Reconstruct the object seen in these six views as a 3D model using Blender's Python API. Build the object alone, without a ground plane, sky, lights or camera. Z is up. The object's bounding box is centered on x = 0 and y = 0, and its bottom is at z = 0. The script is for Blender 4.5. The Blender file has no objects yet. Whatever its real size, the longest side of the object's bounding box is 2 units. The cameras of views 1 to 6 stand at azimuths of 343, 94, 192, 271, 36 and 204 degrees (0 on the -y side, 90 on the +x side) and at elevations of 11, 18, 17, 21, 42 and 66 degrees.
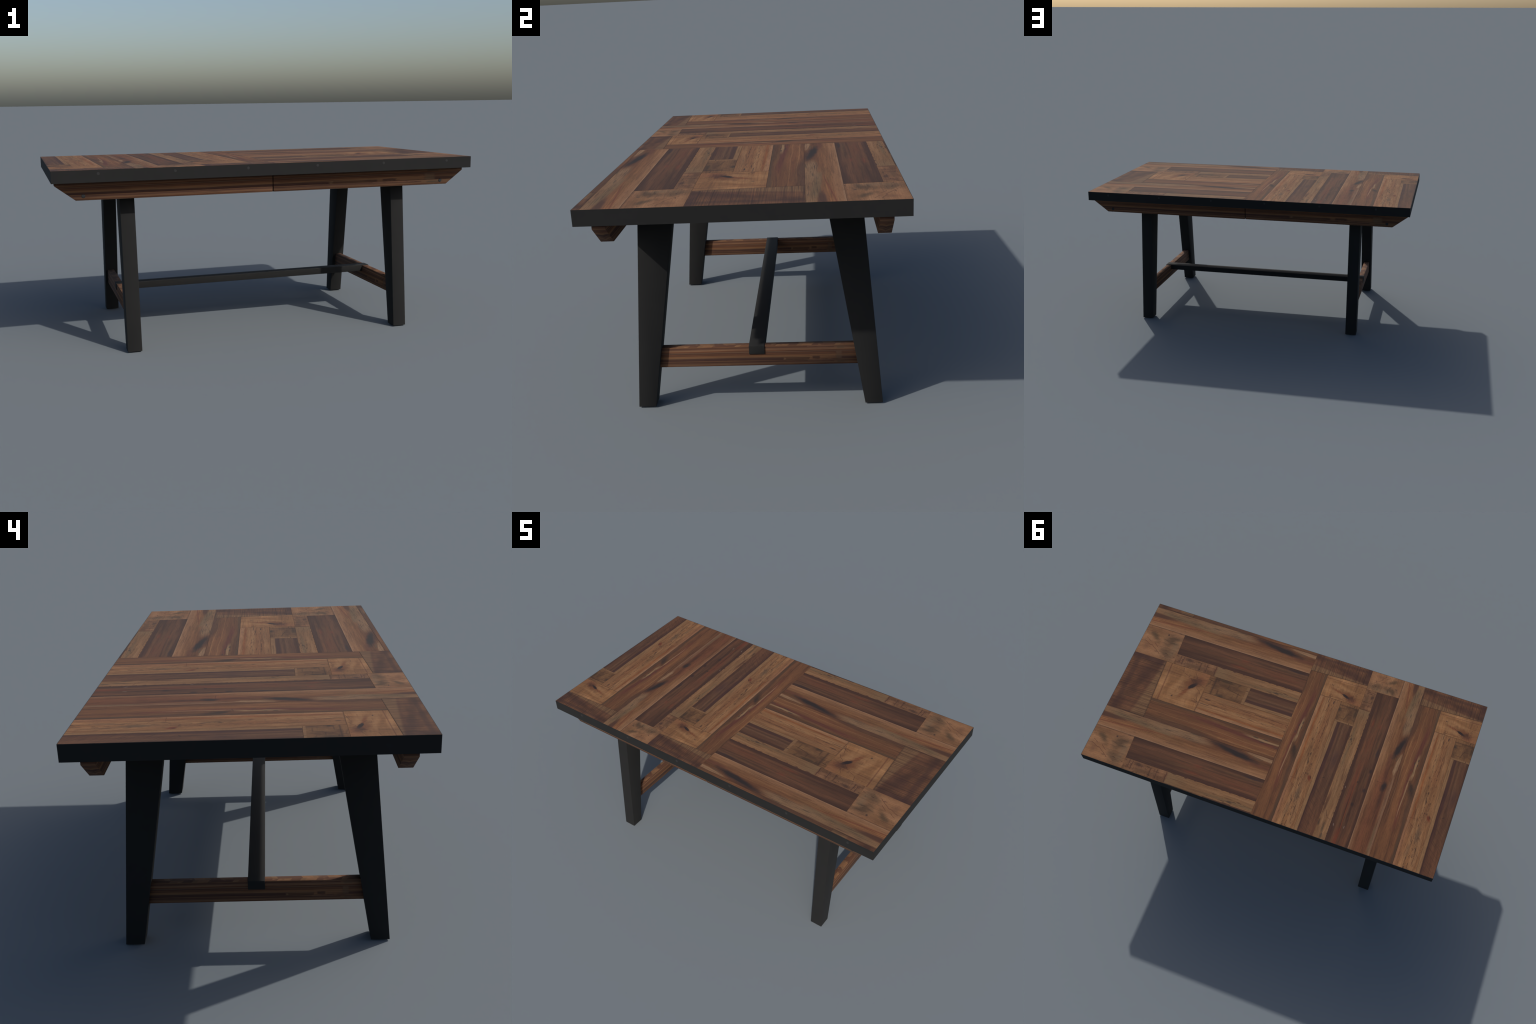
"""Trestle dining table: parquet top of reclaimed planks in a riveted steel edge band,
two long wooden aprons with chamfered ends, four tapered steel legs, two wooden
end rails and one steel stretcher."""
import bpy, bmesh, math
from mathutils import Matrix, Vector

# ------------------------------------------------------------------ dimensions (metres)
HALF_L, HALF_W = 1.0, 0.526          # table top half length / half width
TOP_Z, BAND_Z = 0.8455, 0.7915       # top surface, underside of the edge band
BAND_T = 0.0014                      # steel thickness of the edge band
PLANK_T = 0.008                      # veneer planks on the core board
APRON_Y0, APRON_Y1 = 0.4265, 0.4704  # apron faces
APRON_Z, APRON_TOP = 0.7102, 0.7873  # underside; a slit of shadow is left below the top
LEG_X0, LEG_X1 = 0.6348, 0.7006
RAIL_X0, RAIL_X1, RAIL_Z0, RAIL_Z1 = 0.6535, 0.6862, 0.1550, 0.2315
STR_Y, STR_Z0, STR_Z1, STR_X = 0.0287, 0.2018, 0.2340, 0.6895

# ------------------------------------------------------------------ colours
def lin(c):
    c = c / 255.0
    return c / 12.92 if c <= 0.04045 else ((c + 0.055) / 1.055) ** 2.4

SHEEN = (0.010, 0.0125, 0.0125)     # what the dull surface reflects on top of its own colour
def rgb(r, g, b):
    """base colour of wood that is seen as sRGB r, g, b in sun"""
    return tuple(max(0.004, lin(c) - s) for c, s in zip((r, g, b), SHEEN)) + (1.0,)


# ------------------------------------------------------------------ node helper
class Shader:
    """Small builder: every method adds a node and returns its output socket."""
    def __init__(self, name):
        self.mat = bpy.data.materials.new(name)
        self.mat.use_nodes = True
        self.nt = self.mat.node_tree
        self.nt.nodes.clear()
        self.out = self.nt.nodes.new("ShaderNodeOutputMaterial")
        self.bsdf = self.nt.nodes.new("ShaderNodeBsdfPrincipled")
        self.nt.links.new(self.bsdf.outputs[0], self.out.inputs[0])

    def put(self, sock, val):
        if isinstance(val, bpy.types.NodeSocket):
            self.nt.links.new(val, sock)
        elif val is not None:
            sock.default_value = val

    def m(self, op, a, b=None, c=None, clamp=False):
        n = self.nt.nodes.new("ShaderNodeMath")
        n.operation = op
        n.use_clamp = clamp
        self.put(n.inputs[0], a); self.put(n.inputs[1], b); self.put(n.inputs[2], c)
        return n.outputs[0]

    def add(self, a, b): return self.m("ADD", a, b)
    def sub(self, a, b): return self.m("SUBTRACT", a, b)
    def mul(self, a, b): return self.m("MULTIPLY", a, b)

    def step(self, x, lo, hi):
        """smooth 0..1 from lo to hi (lo may exceed hi)"""
        n = self.nt.nodes.new("ShaderNodeMapRange")
        n.interpolation_type = "SMOOTHSTEP"
        flip = lo > hi
        self.put(n.inputs[0], x)
        n.inputs[1].default_value, n.inputs[2].default_value = (hi, lo) if flip else (lo, hi)
        n.inputs[3].default_value, n.inputs[4].default_value = (1, 0) if flip else (0, 1)
        return n.outputs[0]

    def xyz(self, x, y, z=0.0):
        n = self.nt.nodes.new("ShaderNodeCombineXYZ")
        self.put(n.inputs[0], x); self.put(n.inputs[1], y); self.put(n.inputs[2], z)
        return n.outputs[0]

    def split(self, v):
        n = self.nt.nodes.new("ShaderNodeSeparateXYZ")
        self.put(n.inputs[0], v)
        return n.outputs

    def object_xyz(self):
        n = self.nt.nodes.new("ShaderNodeTexCoord")
        return self.split(n.outputs["Object"])

    def normal(self):
        n = self.nt.nodes.new("ShaderNodeTexCoord")
        return self.split(n.outputs["Normal"])

    def noise(self, vec, scale=1.0, detail=2.0, rough=0.5, dist=0.0):
        n = self.nt.nodes.new("ShaderNodeTexNoise")
        self.put(n.inputs["Vector"], vec)
        n.inputs["Scale"].default_value = scale
        n.inputs["Detail"].default_value = detail
        n.inputs["Roughness"].default_value = rough
        n.inputs["Distortion"].default_value = dist
        return n.outputs["Fac"]

    def ramp(self, fac, stops, mode="LINEAR"):
        n = self.nt.nodes.new("ShaderNodeValToRGB")
        n.color_ramp.interpolation = mode
        el = n.color_ramp.elements
        while len(el) > 1:
            el.remove(el[-1])
        el[0].position, el[0].color = stops[0]
        for p, c in stops[1:]:
            e = el.new(p); e.color = c
        self.put(n.inputs[0], fac)
        return n.outputs[0]

    def mix(self, fac, a, b, mode="MIX"):
        n = self.nt.nodes.new("ShaderNodeMix")
        n.data_type = "RGBA"
        n.blend_type = mode
        self.put(n.inputs[0], fac)
        self.put(n.inputs[6], a); self.put(n.inputs[7], b)
        return n.outputs[2]

    def bump(self, height, strength, distance):
        n = self.nt.nodes.new("ShaderNodeBump")
        n.inputs["Strength"].default_value = strength
        n.inputs["Distance"].default_value = distance
        self.put(n.inputs["Height"], height)
        self.nt.links.new(n.outputs[0], self.bsdf.inputs["Normal"])

    def finish(self, colour, rough=0.55, spec=0.5, metallic=0.0):
        self.put(self.bsdf.inputs["Base Color"], colour)
        self.put(self.bsdf.inputs["Roughness"], rough)
        self.bsdf.inputs["Specular IOR Level"].default_value = spec
        self.bsdf.inputs["Metallic"].default_value = metallic
        return self.mat


# ------------------------------------------------------------------ wood of one kind of plank
SKEW = 0.018          # the boards lie a hair out of square with the table


class Wood(Shader):
    """Plank wood.  u runs along the board (m), v across it (m), f is 0..1 across."""
    def __init__(self, name, u0, v0, v1, seed, wobble=0.006, wobble_f=3.0):
        super().__init__(name)
        x, y, z = self.object_xyz()
        self.u = self.add(x, u0)
        vmid = (v0 + v1) / 2
        v = self.add(self.sub(self.mul(self.u, SKEW), y), vmid)
        self.v = v
        self.seed = seed
        self.v0, self.v1 = v0, v1
        w = self.noise(self.xyz(self.mul(self.u, wobble_f), self.mul(v, 9.0), seed), 1.0, 2.0)
        w2 = self.noise(self.xyz(self.mul(self.u, 9.0), self.mul(v, 22.0), seed + 5), 1.0, 2.0)
        self.vw = self.add(v, self.add(self.mul(self.sub(w, 0.5), wobble * 5), self.mul(self.sub(w2, 0.5), wobble * 1.6)))
        self.f = self.m("DIVIDE", self.sub(v, v0), v1 - v0)
        self.fw = self.m("DIVIDE", self.sub(self.vw, v0), v1 - v0)
        self.k = 0

    def streak(self, fu, fv, detail=3.0, rough=0.6, dist=0.0, warped=True, along=True):
        self.k += 1
        vv = self.vw if warped else self.v
        a, b = self.mul(self.u, fu), self.mul(vv, fv)
        return self.noise(self.xyz(a, b, self.seed + 3.7 * self.k), 1.0, detail, rough, dist)

    def base(self, stops, fu=2.2, fv=55.0, contrast=1.0, fine=0.30):
        n = self.streak(fu, fv, 3.0, 0.55)
        lo, hi = 0.5 - 0.22 / contrast, 0.5 + 0.22 / contrast
        self.c = self.ramp(self.step(n, lo, hi), stops)
        # blotchy lightness over the length, fine fibre on top
        n2 = self.streak(4.0, 14.0, 2.0)
        self.c = self.mix(self.mul(self.step(n2, 0.40, 0.70), 0.22), self.c, rgb(70, 50, 38))
        n5 = self.streak(5.0, 30.0, 3.0, 0.6)
        self.c = self.mix(self.mul(self.step(n5, 0.50, 0.72), 0.26), self.c, rgb(92, 61, 43))
        n6 = self.streak(7.0, 42.0, 3.0, 0.6)
        self.c = self.mix(self.mul(self.step(n6, 0.50, 0.72), 0.26), self.c, rgb(92, 72, 49))
        self.fine = fine
        return self

    def grain(self):
        """fibres, short dark flecks and pale flecks over everything else"""
        k = self.fine
        a = self.streak(14.0, 170.0, 4.0, 0.70)
        dark = self.mix(1.0, self.c, (0.62, 0.56, 0.54, 1), "MULTIPLY")
        self.c = self.mix(self.mul(self.step(a, 0.50, 0.62), min(0.9, 2.1 * k + 0.12)), self.c, dark)
        b = self.streak(34.0, 330.0, 4.0, 0.75)
        self.c = self.mix(self.mul(self.step(b, 0.56, 0.68), 1.3 * k + 0.10), self.c, rgb(46, 34, 28))
        d = self.streak(18.0, 240.0, 3.0, 0.65)
        pale = self.mix(1.0, self.c, (1.45, 1.42, 1.38, 1), "MULTIPLY")
        self.c = self.mix(self.mul(self.step(d, 0.55, 0.66), min(0.8, 1.5 * k + 0.10)), self.c, pale)
        g = self.streak(3.2, 17.0, 4.0, 0.62)
        stain = self.mix(1.0, self.c, (0.60, 0.56, 0.56, 1), "MULTIPLY")
        self.c = self.mix(self.mul(self.step(g, 0.50, 0.74), 0.75), self.c, stain)
        h = self.streak(6.0, 62.0, 4.0, 0.66)
        self.c = self.mix(self.mul(self.step(h, 0.55, 0.66), 0.50), self.c, stain)
        glow = self.mix(1.0, self.c, (1.24, 1.22, 1.20, 1), "MULTIPLY")
        self.c = self.mix(self.step(g, 0.50, 0.30), self.c, glow)
        e = self.noise(self.xyz(self.mul(self.u, 230.0), self.mul(self.v, 330.0), self.seed), 1.0, 2.0, 0.6)
        self.c = self.mix(self.mul(self.step(e, 0.56, 0.72), 0.38), self.c, rgb(52, 39, 32))

    def tint(self, mask, colour, amount=1.0):
        self.c = self.mix(self.mul(mask, amount), self.c, colour)
        return self

    def band(self, f, w, colour, amount=1.0, soft=0.6, u=None, warped=True, drift=0.0):
        """stripe along the grain at fraction f, half width w, optionally between u[0]..u[1]"""
        ff = self.fw if warped else self.f
        d = self.m("ABSOLUTE", self.sub(self.sub(ff, f), self.mul(self.u, drift)))
        mask = self.step(d, w, w * (1 - soft))
        if u:
            mask = self.mul(mask, self.between(u[0], u[1], u[2] if len(u) > 2 else 0.04))
        return self.tint(mask, colour, amount)

    def between(self, a, b, soft=0.03):
        return self.mul(self.step(self.u, a - soft, a + soft), self.step(self.u, b + soft, b - soft))

    def blob(self, u, f, ru, rv, colour, amount=1.0, soft=0.5, angle=0.0, rag=0.5, ragscale=(40.0, 70.0)):
        """elliptical stain or knot; u in m, f across, radii in m"""
        v = self.v0 + f * (self.v1 - self.v0)
        du, dv = self.sub(self.u, u), self.sub(self.v, v)
        ca, sa = math.cos(angle), math.sin(angle)
        a = self.m("DIVIDE", self.add(self.mul(du, ca), self.mul(dv, sa)), ru)
        b = self.m("DIVIDE", self.sub(self.mul(dv, ca), self.mul(du, sa)), rv)
        d = self.m("SQRT", self.add(self.mul(a, a), self.mul(b, b)))
        n = self.streak(ragscale[0], ragscale[1], 3.0, warped=False)
        d = self.add(d, self.mul(self.sub(n, 0.5), rag * 1.6))
        return self.tint(self.step(d, 1.0, 1.0 - soft), colour, amount)

    def pores(self, amount=0.5, fu=26.0, fv=230.0, thr=0.66, colour=None, patch=0.5, where=None):
        n = self.streak(fu, fv, 2.0, 0.5)
        mask = self.step(n, thr, thr + 0.06)
        p = self.streak(3.0, 24.0, 1.0)
        mask = self.mul(mask, self.step(p, patch - 0.08, patch + 0.1))
        if where is not None:
            mask = self.mul(mask, where)
        return self.tint(mask, colour or rgb(48, 38, 32), amount)

    def line(self, pu, pf, qu, qf, w, colour, amount=0.8, rag=0.004):
        """thin crack or scratch between two points (u, f)"""
        H = self.v1 - self.v0
        ax, ay, bx, by = pu, self.v0 + pf * H, qu, self.v0 + qf * H
        L = math.hypot(bx - ax, by - ay)
        cx, cy = (bx - ax) / L, (by - ay) / L
        du, dv = self.sub(self.u, ax), self.sub(self.v, ay)
        t = self.add(self.mul(du, cx), self.mul(dv, cy))
        s = self.sub(self.mul(dv, cx), self.mul(du, cy))
        n = self.noise(self.xyz(self.mul(self.u, 30.0), self.mul(self.v, 30.0), self.seed + 9), 1.0, 2.0)
        s = self.m("ABSOLUTE", self.add(s, self.mul(self.sub(n, 0.5), rag * 2)))
        mask = self.mul(self.step(s, w, w * 0.25),
                        self.mul(self.step(t, 0.0, L * 0.12), self.step(t, L, L * 0.88)))
        return self.tint(mask, colour, amount)

    def joint(self, dark=rgb(44, 33, 28), amount=0.5, w=0.0016, lo=True, hi=True):
        """soft dirt in the seams along the two long edges"""
        e = w / (self.v1 - self.v0)
        if lo:
            self.tint(self.step(self.f, e, 0.0), dark, amount)
        if hi:
            self.tint(self.step(self.f, 1 - e, 1.0), dark, amount)
        return self

    def done(self, rough=0.98, spec=0.5):
        """dull oiled surface"""
        self.grain()
        return self.finish(self.c, rough, spec)


# Parquet pattern: one repeat, in tile coordinates (u along the grain, v across).
REPEAT = 0.700
PATTERN = {  # kind: (u0, v0, v1, outline)
    "end_block": (0.0, -0.174, 0.200, [(0, -0.174), (0.105, -0.174), (0.119, 0.200), (0, 0.200)]),
    "knotty_block": (0.100, -0.174, 0.071, [(0.105, -0.174), (0.248, -0.174), (0.248, 0.071), (0.1142, 0.071)]),
    "streaky": (0.110, 0.071, 0.200, [(0.1142, 0.071), (1.07, 0.071), (1.07, 0.200), (0.119, 0.200)]),
    "light_edged": (0.0, 0.200, 0.327, [(0, 0.200), (1.07, 0.200), (1.07, 0.327), (0, 0.327)]),
    "corner_block": (0.0, -0.373, -0.174, [(0, -0.373), (0.120, -0.373), (0.127, -0.174), (0, -0.174)]),
    "dark": (0.118, -0.373, -0.241, [(0.120, -0.373), (1.07, -0.373), (1.07, -0.241), (0.1246, -0.241)]),
    "cracked": (0.120, -0.241, -0.174, [(0.1246, -0.241), (0.258, -0.241), (0.258, -0.174), (0.127, -0.174)]),
    "tan": (0.258, -0.241, -0.174, [(0.258, -0.241), (1.07, -0.241), (1.07, -0.171), (0.258, -0.174)]),
    "short_brown": (0.248, -0.174, -0.060, [(0.248, -0.174), (0.376, -0.174), (0.376, -0.060), (0.248, -0.060)]),
    "sapwood_edged": (0.376, -0.174, -0.060, [(0.376, -0.174), (1.07, -0.171), (1.07, -0.060), (0.376, -0.060)]),
    "honey": (0.248, -0.060, 0.071, [(0.248, -0.060), (1.07, -0.060), (1.07, 0.071), (0.248, 0.071)]),
}


def wood_materials():
    M = {}

    def W(kind, seed, **k):
        u0, v0, v1, _ = PATTERN[kind]
        return Wood("wood_" + kind, u0, v0, v1, seed, **k)

    BLACK, RED, GREY = rgb(46, 42, 41), rgb(96, 52, 38), rgb(96, 79, 59)

    # dark brown saw-marked block with a pale sapwood wedge
    w = W("end_block", 1.0, wobble=0.002)
    w.base([(0, rgb(77, 54, 41)), (0.5, rgb(91, 63, 46)), (1, rgb(102, 71, 51))], fu=30.0, fv=14.0, fine=0.12)
    w.tint(w.step(w.streak(10, 26, 2), 0.5, 0.66), rgb(88, 58, 44), 0.35)
    w.tint(w.step(w.m("ABSOLUTE", w.sub(w.u, 0.021)), 0.012, 0.003), rgb(60, 45, 41), 0.55)
    w.blob(0.065, 0.30, 0.03, 0.09, rgb(60, 44, 41), 0.55, 0.8, rag=0.6)
    w.band(0.03, 0.06, rgb(56, 42, 40), 0.7, 0.8, warped=False)
    edge = w.add(0.104, w.mul(w.sub(w.v, -0.174), 0.0374))     # inner edge of the block
    wedge = w.mul(w.add(w.v, 0.200), 0.112)
    inner = w.sub(edge, w.u)
    w.tint(w.step(w.sub(inner, wedge), 0.008, -0.008), rgb(110, 84, 60), 0.8)
    w.tint(w.step(w.m("ABSOLUTE", w.sub(w.sub(inner, wedge), 0.004)), 0.008, 0.0), rgb(76, 52, 43), 0.35)
    slant = w.sub(inner, w.mul(w.add(w.v, 0.20), 0.22))
    w.tint(w.step(w.m("ABSOLUTE", w.sub(slant, 0.012)), 0.020, 0.004), rgb(62, 45, 37), 0.5)
    w.tint(w.mul(w.step(w.m("ABSOLUTE", w.sub(slant, -0.022)), 0.018, 0.002), w.step(w.u, 0.085, 0.06)), rgb(98, 70, 50), 0.45)
    for fu, fv, sd, lo, amt in ((7.0, 330.0, 4.2, 0.50, 0.42), (5.0, 190.0, 2.7, 0.55, 0.50), (3.0, 105.0, 8.2, 0.61, 0.50)):
        saw = w.noise(w.xyz(w.mul(w.u, fu), w.mul(w.vw, fv), sd), 1.0, 1.0)
        w.tint(w.step(saw, lo, lo + 0.10), rgb(48, 37, 31), amt)
    w.tint(w.step(inner, 0.0035, 0.0), rgb(60, 46, 38), 0.6)
    M["end_block"] = w.done()

    # pale block with a big dark knot; its grain runs across the pattern
    w = W("knotty_block", 2.0, wobble=0.002)
    w.base([(0, rgb(112, 79, 53)), (0.5, rgb(123, 89, 60)), (1, rgb(131, 97, 67))], fu=46.0, fv=7.0, fine=0.10)
    n = w.noise(w.xyz(w.mul(w.u, 90.0), w.mul(w.v, 10.0), 5.0), 1.0, 3.0)
    w.tint(w.step(n, 0.56, 0.70), rgb(98, 68, 46), 0.55)
    w.tint(w.step(w.m("ABSOLUTE", w.sub(w.sub(w.u, 0.129), w.mul(w.v, 0.03))), 0.0028, 0.001), rgb(86, 54, 42), 0.6)
    w.tint(w.step(w.sub(w.u, w.add(0.110, w.mul(w.v, 0.037))), 0.004, 0.001), rgb(72, 50, 40), 0.55)
    w.blob(0.209, 0.34, 0.034, 0.080, rgb(88, 56, 40), 0.85, 0.9, angle=0.35, rag=0.7)
    w.blob(0.195, 0.62, 0.010, 0.060, rgb(100, 58, 40), 0.65, 0.9, angle=0.25, rag=0.5)
    w.blob(0.220, 0.26, 0.024, 0.036, rgb(58, 43, 37), 0.9, 0.85, rag=0.7)
    w.blob(0.212, 0.40, 0.0095, 0.036, rgb(38, 34, 33), 0.98, 0.45, angle=0.35, rag=0.35)
    w.blob(0.226, 0.22, 0.009, 0.016, rgb(42, 38, 37), 0.9, 0.75, rag=0.5)
    w.blob(0.166, 0.80, 0.0040, 0.0085, BLACK, 0.85, 0.6, angle=0.2, rag=0.4)
    w.blob(0.186, 0.50, 0.018, 0.028, rgb(88, 64, 46), 0.5, 0.9, angle=0.5, rag=0.9)
    for a in ((0.214, 0.36, 0.196, 0.22), (0.214, 0.44, 0.186, 0.62), (0.222, 0.30, 0.247, 0.36), (0.218, 0.24, 0.205, 0.06), (0.228, 0.22, 0.247, 0.14),
              (0.163, 0.02, 0.170, 0.14), (0.170, 0.14, 0.192, 0.22), (0.224, 0.40, 0.244, 0.56),
              (0.236, 0.62, 0.247, 0.86), (0.228, 0.70, 0.248, 0.76), (0.226, 0.76, 0.247, 0.80)):
        w.line(*a, 0.0016, rgb(66, 46, 38), 0.7)
    w.tint(w.mul(w.between(0.216, 0.30, 0.01), w.step(w.f, 0.42, 0.22)), rgb(108, 70, 50), 0.5)
    w.blob(0.146, 0.52, 0.012, 0.06, rgb(98, 70, 48), 0.6, 0.9, angle=0.2, rag=0.8)
    w.blob(0.236, 0.52, 0.010, 0.055, rgb(94, 65, 46), 0.6, 0.9, angle=0.1, rag=0.9)
    w.blob(0.182, 0.80, 0.020, 0.030, rgb(102, 72, 49), 0.55, 0.9, angle=0.5, rag=0.9)
    w.blob(0.160, 0.14, 0.016, 0.030, rgb(104, 74, 50), 0.5, 0.9, angle=-0.4, rag=0.9)
    w.blob(0.190, 0.17, 0.010, 0.012, rgb(78, 56, 42), 0.6, 0.9, rag=0.9)
    w.pores(0.5, 60.0, 90.0, 0.70)
    M["knotty_block"] = w.done()

    # brown plank with red-brown flowing figure
    w = W("streaky", 3.0, wobble=0.008, wobble_f=2.2)
    w.base([(0, rgb(68, 48, 39)), (0.35, rgb(84, 58, 42)), (0.7, rgb(96, 66, 46)), (1, rgb(86, 58, 42))], fu=1.5, fv=42.0, fine=0.2)
    w.band(0.04, 0.10, rgb(68, 54, 43), 0.8, 0.7)
    w.band(0.93, 0.11, rgb(72, 53, 43), 0.75, 0.7, u=(0.0, 0.34))
    w.band(0.60, 0.24, rgb(106, 72, 49), 0.5, 0.8, u=(0.40, 1.2, 0.1))
    w.band(0.10, 0.11, rgb(82, 49, 42), 0.8, 0.8, u=(0.24, 0.52, 0.06), drift=0.65)
    w.band(0.48, 0.10, rgb(80, 46, 40), 0.75, 0.8, u=(0.50, 0.86, 0.08), drift=-0.08)
    w.band(0.72, 0.03, rgb(122, 90, 62), 0.45, 0.9, u=(0.2, 0.8, 0.1), drift=0.18)
    w.band(0.52, 0.025, rgb(122, 90, 62), 0.4, 0.9, u=(0.12, 0.6, 0.1), drift=0.2)
    w.band(0.27, 0.050, rgb(126, 101, 74), 0.85, 0.6, u=(0.43, 0.56, 0.03), drift=0.10)
    w.band(0.27, 0.032, rgb(126, 101, 74), 0.7, 0.6, u=(0.56, 0.78, 0.05), drift=0.20)
    for uu, ff in ((0.449, 0.27), (0.480, 0.26), (0.515, 0.46), (0.470, 0.40)):
        w.blob(uu, ff, 0.011, 0.0045, rgb(60, 52, 45), 0.8, 0.7, angle=0.1, rag=0.6)
    w.blob(0.628, 0.20, 0.068, 0.024, rgb(48, 41, 36), 0.92, 0.85, angle=-0.22, rag=0.6)
    w.blob(0.74, 0.13, 0.14, 0.022, rgb(76, 55, 43), 0.7, 0.8, rag=0.3)
    w.band(0.30, 0.022, rgb(70, 44, 38), 0.7, 0.8, u=(0.66, 0.98, 0.03), drift=0.0)
    w.line(0.575, 0.30, 0.583, 0.52, 0.002, rgb(54, 42, 36), 0.7)
    w.pores(0.4, 20.0, 200.0, 0.68)
    w.joint(amount=0.7)
    M["streaky"] = w.done()

    # broad plank, pale along one edge, grey weathering and two large black knots
    w = W("light_edged", 4.0, wobble=0.004, wobble_f=3.0)
    w.base([(0, rgb(90, 60, 42)), (0.5, rgb(103, 71, 49)), (1, rgb(114, 81, 56))], fu=2.0, fv=50.0, fine=0.25)
    w.tint(w.step(w.u, 0.48, 0.70), rgb(88, 57, 42), 0.62)
    w.band(0.88, 0.20, rgb(122, 90, 65), 0.75, 0.6, u=(-1, 0.56, 0.10))
    w.band(0.985, 0.055, rgb(128, 99, 76), 0.7, 0.7, u=(-1, 2), warped=False)
    w.band(0.90, 0.09, rgb(118, 86, 62), 0.5, 0.8, u=(0.52, 2, 0.1))
    w.band(0.10, 0.25, rgb(114, 89, 66), 0.8, 0.6, u=(-1, 0.31, 0.03))
    w.band(0.20, 0.16, GREY, 0.8, 0.7, u=(0.03, 0.22, 0.02), drift=0.9)
    w.band(0.30, 0.20, rgb(114, 90, 68), 0.65, 0.7, u=(0.16, 0.33, 0.03), drift=-0.3)
    w.blob(0.0, 0.42, 0.088, 0.020, rgb(66, 48, 41), 0.85, 0.5, angle=0.0, rag=0.4)
    w.band(0.72, 0.035, rgb(92, 54, 42), 0.7, 0.8, u=(-1, 0.2, 0.04), drift=-1.1)
    w.band(0.60, 0.030, rgb(124, 86, 57), 0.6, 0.8, u=(-1, 0.2, 0.04), drift=-0.5)
    w.pores(0.75, 16.0, 190.0, 0.58, rgb(70, 60, 50), 0.3, where=w.mul(w.step(w.fw, 0.48, 0.3), w.between(0.05, 0.34, 0.02)))
    # first knot: diagonal black flame
    w.blob(0.405, 0.22, 0.125, 0.034, rgb(80, 52, 40), 0.8, 0.9, angle=0.27, rag=0.5)
    w.blob(0.400, 0.17, 0.100, 0.026, rgb(58, 45, 41), 0.9, 0.8, angle=0.26, rag=0.45)
    w.blob(0.414, 0.25, 0.112, 0.022, rgb(42, 39, 38), 0.97, 0.75, angle=0.28, rag=0.45)
    w.blob(0.398, 0.10, 0.050, 0.006, rgb(78, 56, 46), 0.6, 0.8, angle=0.22, rag=0.5)
    w.band(0.50, 0.13, rgb(84, 54, 43), 0.7, 0.8, u=(0.46, 0.56, 0.04))
    w.blob(0.515, 0.10, 0.085, 0.014, rgb(128, 101, 76), 0.9, 0.5, angle=0.10, rag=0.5)
    w.blob(0.478, 0.19, 0.022, 0.0055, rgb(82, 68, 54), 0.8, 0.7, angle=0.2, rag=0.5)
    # sapwood strip along the lower edge beyond the knot
    w.band(0.07, 0.07, rgb(114, 88, 68), 0.75, 0.8, u=(0.58, 2, 0.06))
    w.band(0.16, 0.09, rgb(108, 82, 62), 0.6, 0.9, u=(0.62, 0.86, 0.05))
    w.band(0.15, 0.10, GREY, 0.7, 0.9, u=(0.88, 1.04, 0.04))
    w.band(0.62, 0.16, rgb(104, 66, 48), 0.5, 0.9, u=(0.55, 2, 0.1))
    w.band(0.42, 0.08, rgb(72, 46, 38), 0.5, 0.9, u=(0.72, 1.0, 0.06), drift=-0.15)
    # second knot
    w.blob(0.60, 0.42, 0.10, 0.020, rgb(76, 49, 40), 0.7, 0.9, angle=-0.1, rag=0.4)
    w.blob(0.660, 0.37, 0.046, 0.024, rgb(44, 40, 39), 0.97, 0.8, angle=0.15, rag=0.45)
    w.blob(0.735, 0.36, 0.100, 0.018, rgb(60, 43, 37), 0.85, 0.9, angle=0.05, rag=0.4)
    w.line(0.640, 0.42, 0.640, 0.78, 0.002, rgb(70, 44, 38), 0.6)
    w.pores(0.35, 20.0, 210.0, 0.66)
    w.joint(lo=True, hi=True, amount=0.5)
    M["light_edged"] = w.done()

    # tan corner block with grey stains
    w = W("corner_block", 5.0, wobble=0.002)
    w.base([(0, rgb(110, 79, 55)), (0.5, rgb(120, 87, 62)), (1, rgb(128, 95, 69))], fu=16.0, fv=12.0, fine=0.12)
    w.blob(0.094, 0.30, 0.036, 0.056, rgb(72, 57, 44), 0.95, 0.9, angle=0.2, rag=0.9)
    w.blob(0.090, 0.76, 0.030, 0.085, rgb(80, 63, 48), 0.9, 0.9, angle=-0.25, rag=0.9)
    w.blob(0.110, 0.55, 0.020, 0.090, rgb(98, 82, 64), 0.55, 0.9, rag=0.9)
    w.blob(0.038, 0.32, 0.018, 0.052, rgb(76, 61, 46), 0.9, 0.9, angle=-0.4, rag=0.8)
    w.blob(0.074, 0.16, 0.0045, 0.010, BLACK, 0.85, 0.7, rag=0.5)
    w.blob(0.025, 0.72, 0.014, 0.035, rgb(92, 66, 52), 0.5, 0.9, rag=0.8)
    for a in ((0.008, 0.52, 0.040, 0.66), (0.035, 0.60, 0.075, 0.86), (0.042, 0.52, 0.062, 0.66), (0.012, 0.42, 0.03, 0.52)):
        w.line(*a, 0.0022, rgb(78, 52, 41), 0.65, 0.003)
    w.pores(0.6, 70.0, 110.0, 0.64, patch=0.45)
    saw = w.noise(w.xyz(w.mul(w.u, 8.0), w.mul(w.v, 170.0), 2.2), 1.0, 1.0)
    w.tint(w.mul(w.step(saw, 0.58, 0.70), w.step(w.u, 0.07, 0.12)), rgb(64, 50, 42), 0.5)
    w.tint(w.step(w.f, 0.05, 0.0), rgb(58, 42, 35), 0.5)
    M["corner_block"] = w.done()

    # long dark maroon plank
    w = W("dark", 6.0, wobble=0.004)
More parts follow.
